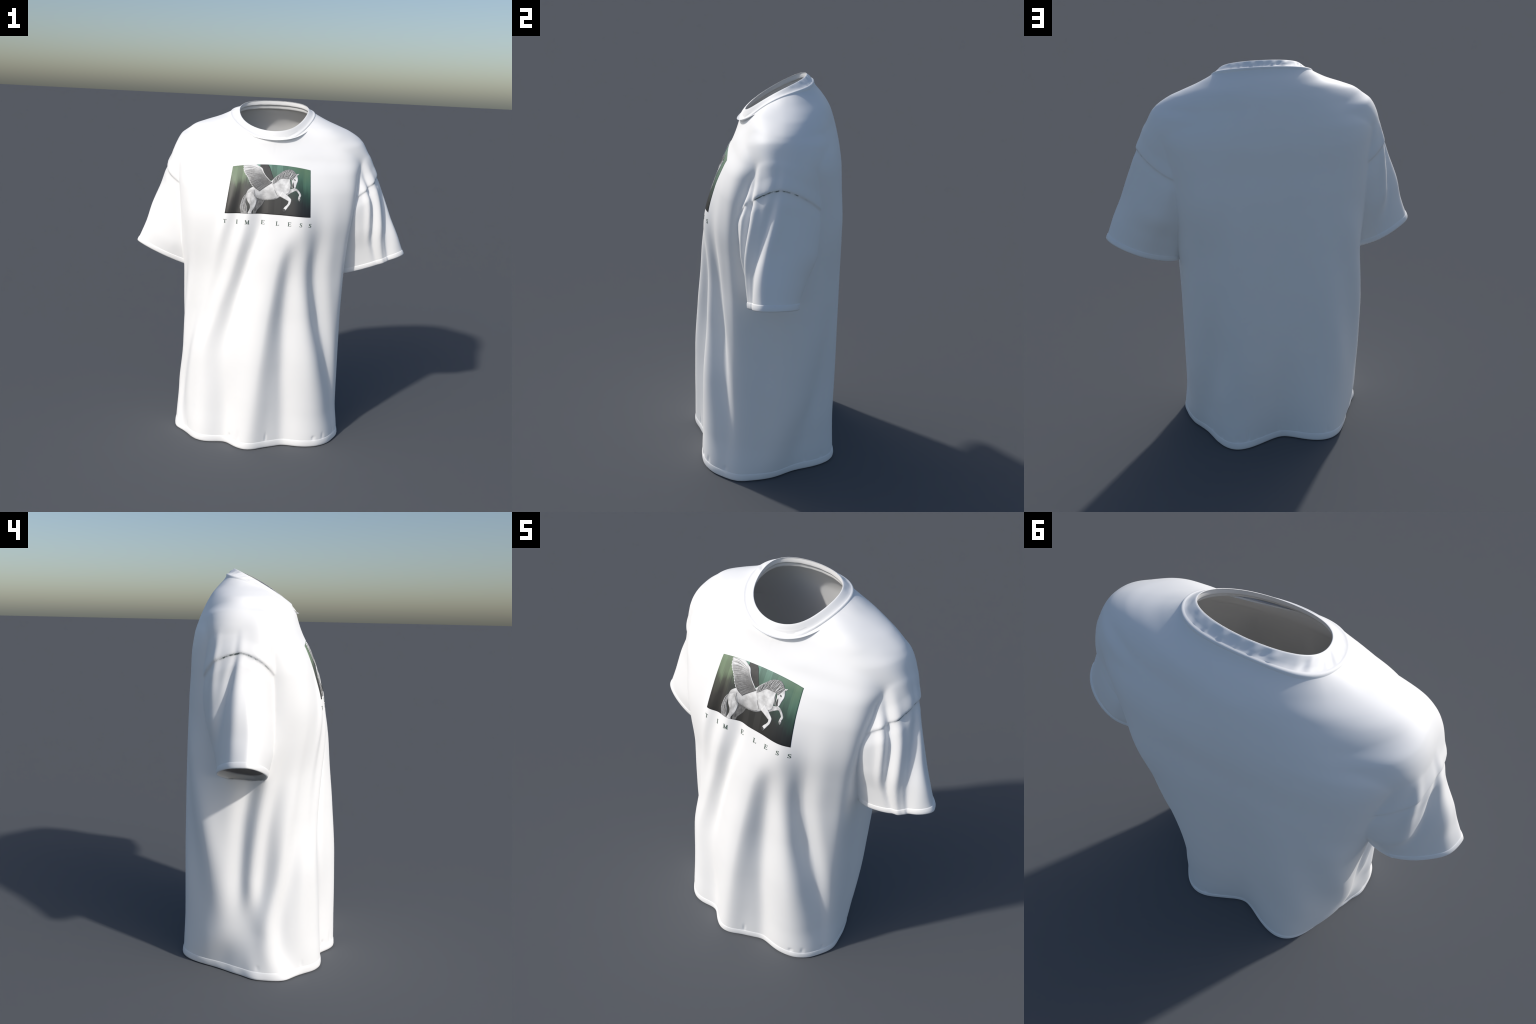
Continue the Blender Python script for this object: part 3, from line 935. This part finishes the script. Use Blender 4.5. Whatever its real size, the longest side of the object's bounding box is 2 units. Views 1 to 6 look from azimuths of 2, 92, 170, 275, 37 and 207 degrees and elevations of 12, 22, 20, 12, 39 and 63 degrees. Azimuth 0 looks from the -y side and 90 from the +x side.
def hairs(ab, count, width, wave, bend, k0=0.02, k1=0.98):
    out = []
    for k in np.linspace(k0, k1, count):
        a, _ = between(ab, k + rng.uniform(-.02, .02)); _, b = between(ab, k + bend + rng.uniform(-.04, .04))
        f = np.linspace(rng.uniform(0, .15), rng.uniform(.8, 1.02), 5)
        p = a + (b - a) * f[:, None]
        p[:, 0] += wave * np.sin(f * 5 + rng.uniform(0, 6)) ; p[:, 1] += wave * np.cos(f * 4 + rng.uniform(0, 6))
        w = width * rng.uniform(.6, 1.3) * np.array([.4, 1, 1, .8, .2])
        out.append(np.c_[p, w])
    return out


def lengthwise(ab, count, width, wave):
    out = []
    a, b = spline(ab[0], 9), spline(ab[1], 9)
    for c in np.linspace(.06, .94, count):
        i0 = rng.integers(0, 3); i1 = rng.integers(6, 9)
        f = c + rng.uniform(-.05, .05) + wave * np.sin(np.arange(9) * 1.3 + rng.uniform(0, 6))
        p = a * (1 - f)[:, None] + b * f[:, None]
        w = width * rng.uniform(.6, 1.2) * np.sin(np.linspace(.15, 2.9, i1 - i0))
        out.append(np.c_[p[i0:i1], w])
    return out


strokes("mane_strands", hairs(MANE, 30, .0042, .003, -.05), INK_LIGHT, L[7], picture)
strokes("mane_locks", hairs(MANE, 22, .0036, .003, -.05), INK_BLACK, L[8], picture)
strokes("tail_strands", lengthwise(TAIL, 9, .0050, .04), INK_LIGHT, L[6], picture)
strokes("tail_locks", lengthwise(TAIL, 6, .0035, .05), INK_BLACK, L[7], picture)
stroke("wing_edge", LEADEDGE, INK_WHITE, L[9], picture)
# flight feathers: shafts fan out from the leading edge, with white scalloped tips
shafts, gaps, tips = [], [], []
NFEATHER = 15
for i in range(NFEATHER):
    k = (i + .5) / NFEATHER
    # roots crowd towards the shoulder of the wing, tips spread along the trailing edge
    a = between(WING, .30 + .62 * k)[0]; b = between(WING, k)[1]
    e = between(WING, min(k + .5 / NFEATHER, 1))[1]; s0 = between(WING, max(k - .5 / NFEATHER, 0))[1]
    bow = np.array([-.004, .022]) * (1 - k)
    for bundle, wid, n_ in ((shafts, .0030, 2), (gaps, .0022, 2)):
        for _ in range(n_):
            j = rng.uniform(-.5, .5)
            tip_ = b + (e - s0) * j; r0 = a + (tip_ - a) * rng.uniform(.10, .35)
            bundle.append(np.array([[*(r0 + (tip_ - r0) * f + bow * np.sin(math.pi * f)), wid * w] for f, w in ((0, .1), (.35, .8), (.7, 1), (.97, .4))]))
    out_ = (b - a); out_ = out_ / (np.hypot(out_[0], out_[1] * .54) + 1e-9)
    size = .012 * (1 - .6 * k)
    tips.append(np.array([[*(s0 + out_ * .001), size * .4], [*(b + out_ * .005), size], [*(e + out_ * .001), size * .4]]))
strokes("feather_shafts", shafts, INK_SHAFT, L[8], picture)
strokes("feather_gaps", gaps, INK_SHAFT_DARK, L[9], picture)
for p in tips:
    stroke("feather_tip", p, INK_WHITE, L[9], picture, 8, 4)

# ---------------------------------------------------------------- printed word
word = bpy.data.objects.new("printed_word", None)
bpy.context.scene.collection.objects.link(word); word.parent = root
# serif letters as strokes: (x, y, pen width) in units of the letter height
THICK, THIN = .20, .075
BAR = lambda x0, y0, x1, y1, w: [(x0, y0, w), ((x0 + x1) / 2, (y0 + y1) / 2, w), (x1, y1, w)]
SERIF = lambda x, y, h=.22: BAR(x - h, y, x + h, y, THIN)
GLYPH = {
    "T": [BAR(0, 0, 0, 1, THICK), SERIF(0, .03, .2), BAR(-.42, .965, .42, .965, THIN), BAR(-.41, .78, -.41, .98, THIN), BAR(.41, .78, .41, .98, THIN)],
    "I": [BAR(0, 0, 0, 1, THICK), SERIF(0, .03, .2), SERIF(0, .97, .2)],
    "M": [BAR(-.38, 0, -.38, 1, THIN), BAR(-.38, 1, .02, .05, THICK), BAR(.02, .05, .38, 1, THIN), BAR(.38, 0, .38, 1, THICK), SERIF(-.38, .03, .16), SERIF(.38, .03, .2), BAR(-.52, .97, -.32, .97, THIN), BAR(.32, .97, .54, .97, THIN)],
    "E": [BAR(-.24, 0, -.24, 1, THICK), BAR(-.42, .03, .36, .03, THIN), BAR(-.42, .97, .34, .97, THIN), BAR(-.2, .52, .16, .52, THIN), BAR(.38, .0, .38, .24, THIN), BAR(.35, .76, .35, 1, THIN), BAR(.17, .40, .17, .64, THIN)],
    "L": [BAR(-.2, 0, -.2, 1, THICK), BAR(-.4, .03, .36, .03, THIN), SERIF(-.2, .97, .2), BAR(.38, .0, .38, .26, THIN)],
    "S": [[(.24, .80, THIN), (.12, .95, THIN), (-.08, .96, .10), (-.24, .78, .15), (-.12, .60, THICK), (.12, .44, THICK), (.26, .24, .15), (.10, .05, .10), (-.12, .04, THIN), (-.28, .20, THIN)], BAR(.26, .74, .26, 1, THIN), BAR(-.30, 0, -.30, .26, THIN)],
}
LETTERS = [("T", -.2508, 1.3288, .0200), ("I", -.1826, 1.3283, .0222), ("M", -.1260, 1.3299, .0222), ("E", -.0374, 1.3330, .0228),
           ("L", .0448, 1.3315, .0222), ("E", .1125, 1.3318, .0222), ("S", .1763, 1.3300, .0216), ("S", .2275, 1.3267, .0206)]
for ch, x0, z0, size in LETTERS:
    V_, Q_ = [], []
    for pts in GLYPH[ch]:
        n, m = (24, 4) if len(pts) > 3 else (6, 3)
        g = stroke_grid(pts, n, m, 1.0); o = sum(len(k) for k in V_)
        V_.append(g); Q_ += [[i + o for i in k] for k in grid_quads(n, m)]
    g = np.concatenate(V_)
    printed("letter", x0 + size * g[:, 0], z0 + size * (g[:, 1] - .5), Q_, INK_WORD, .0008, word, xz=True, thick=.0002)
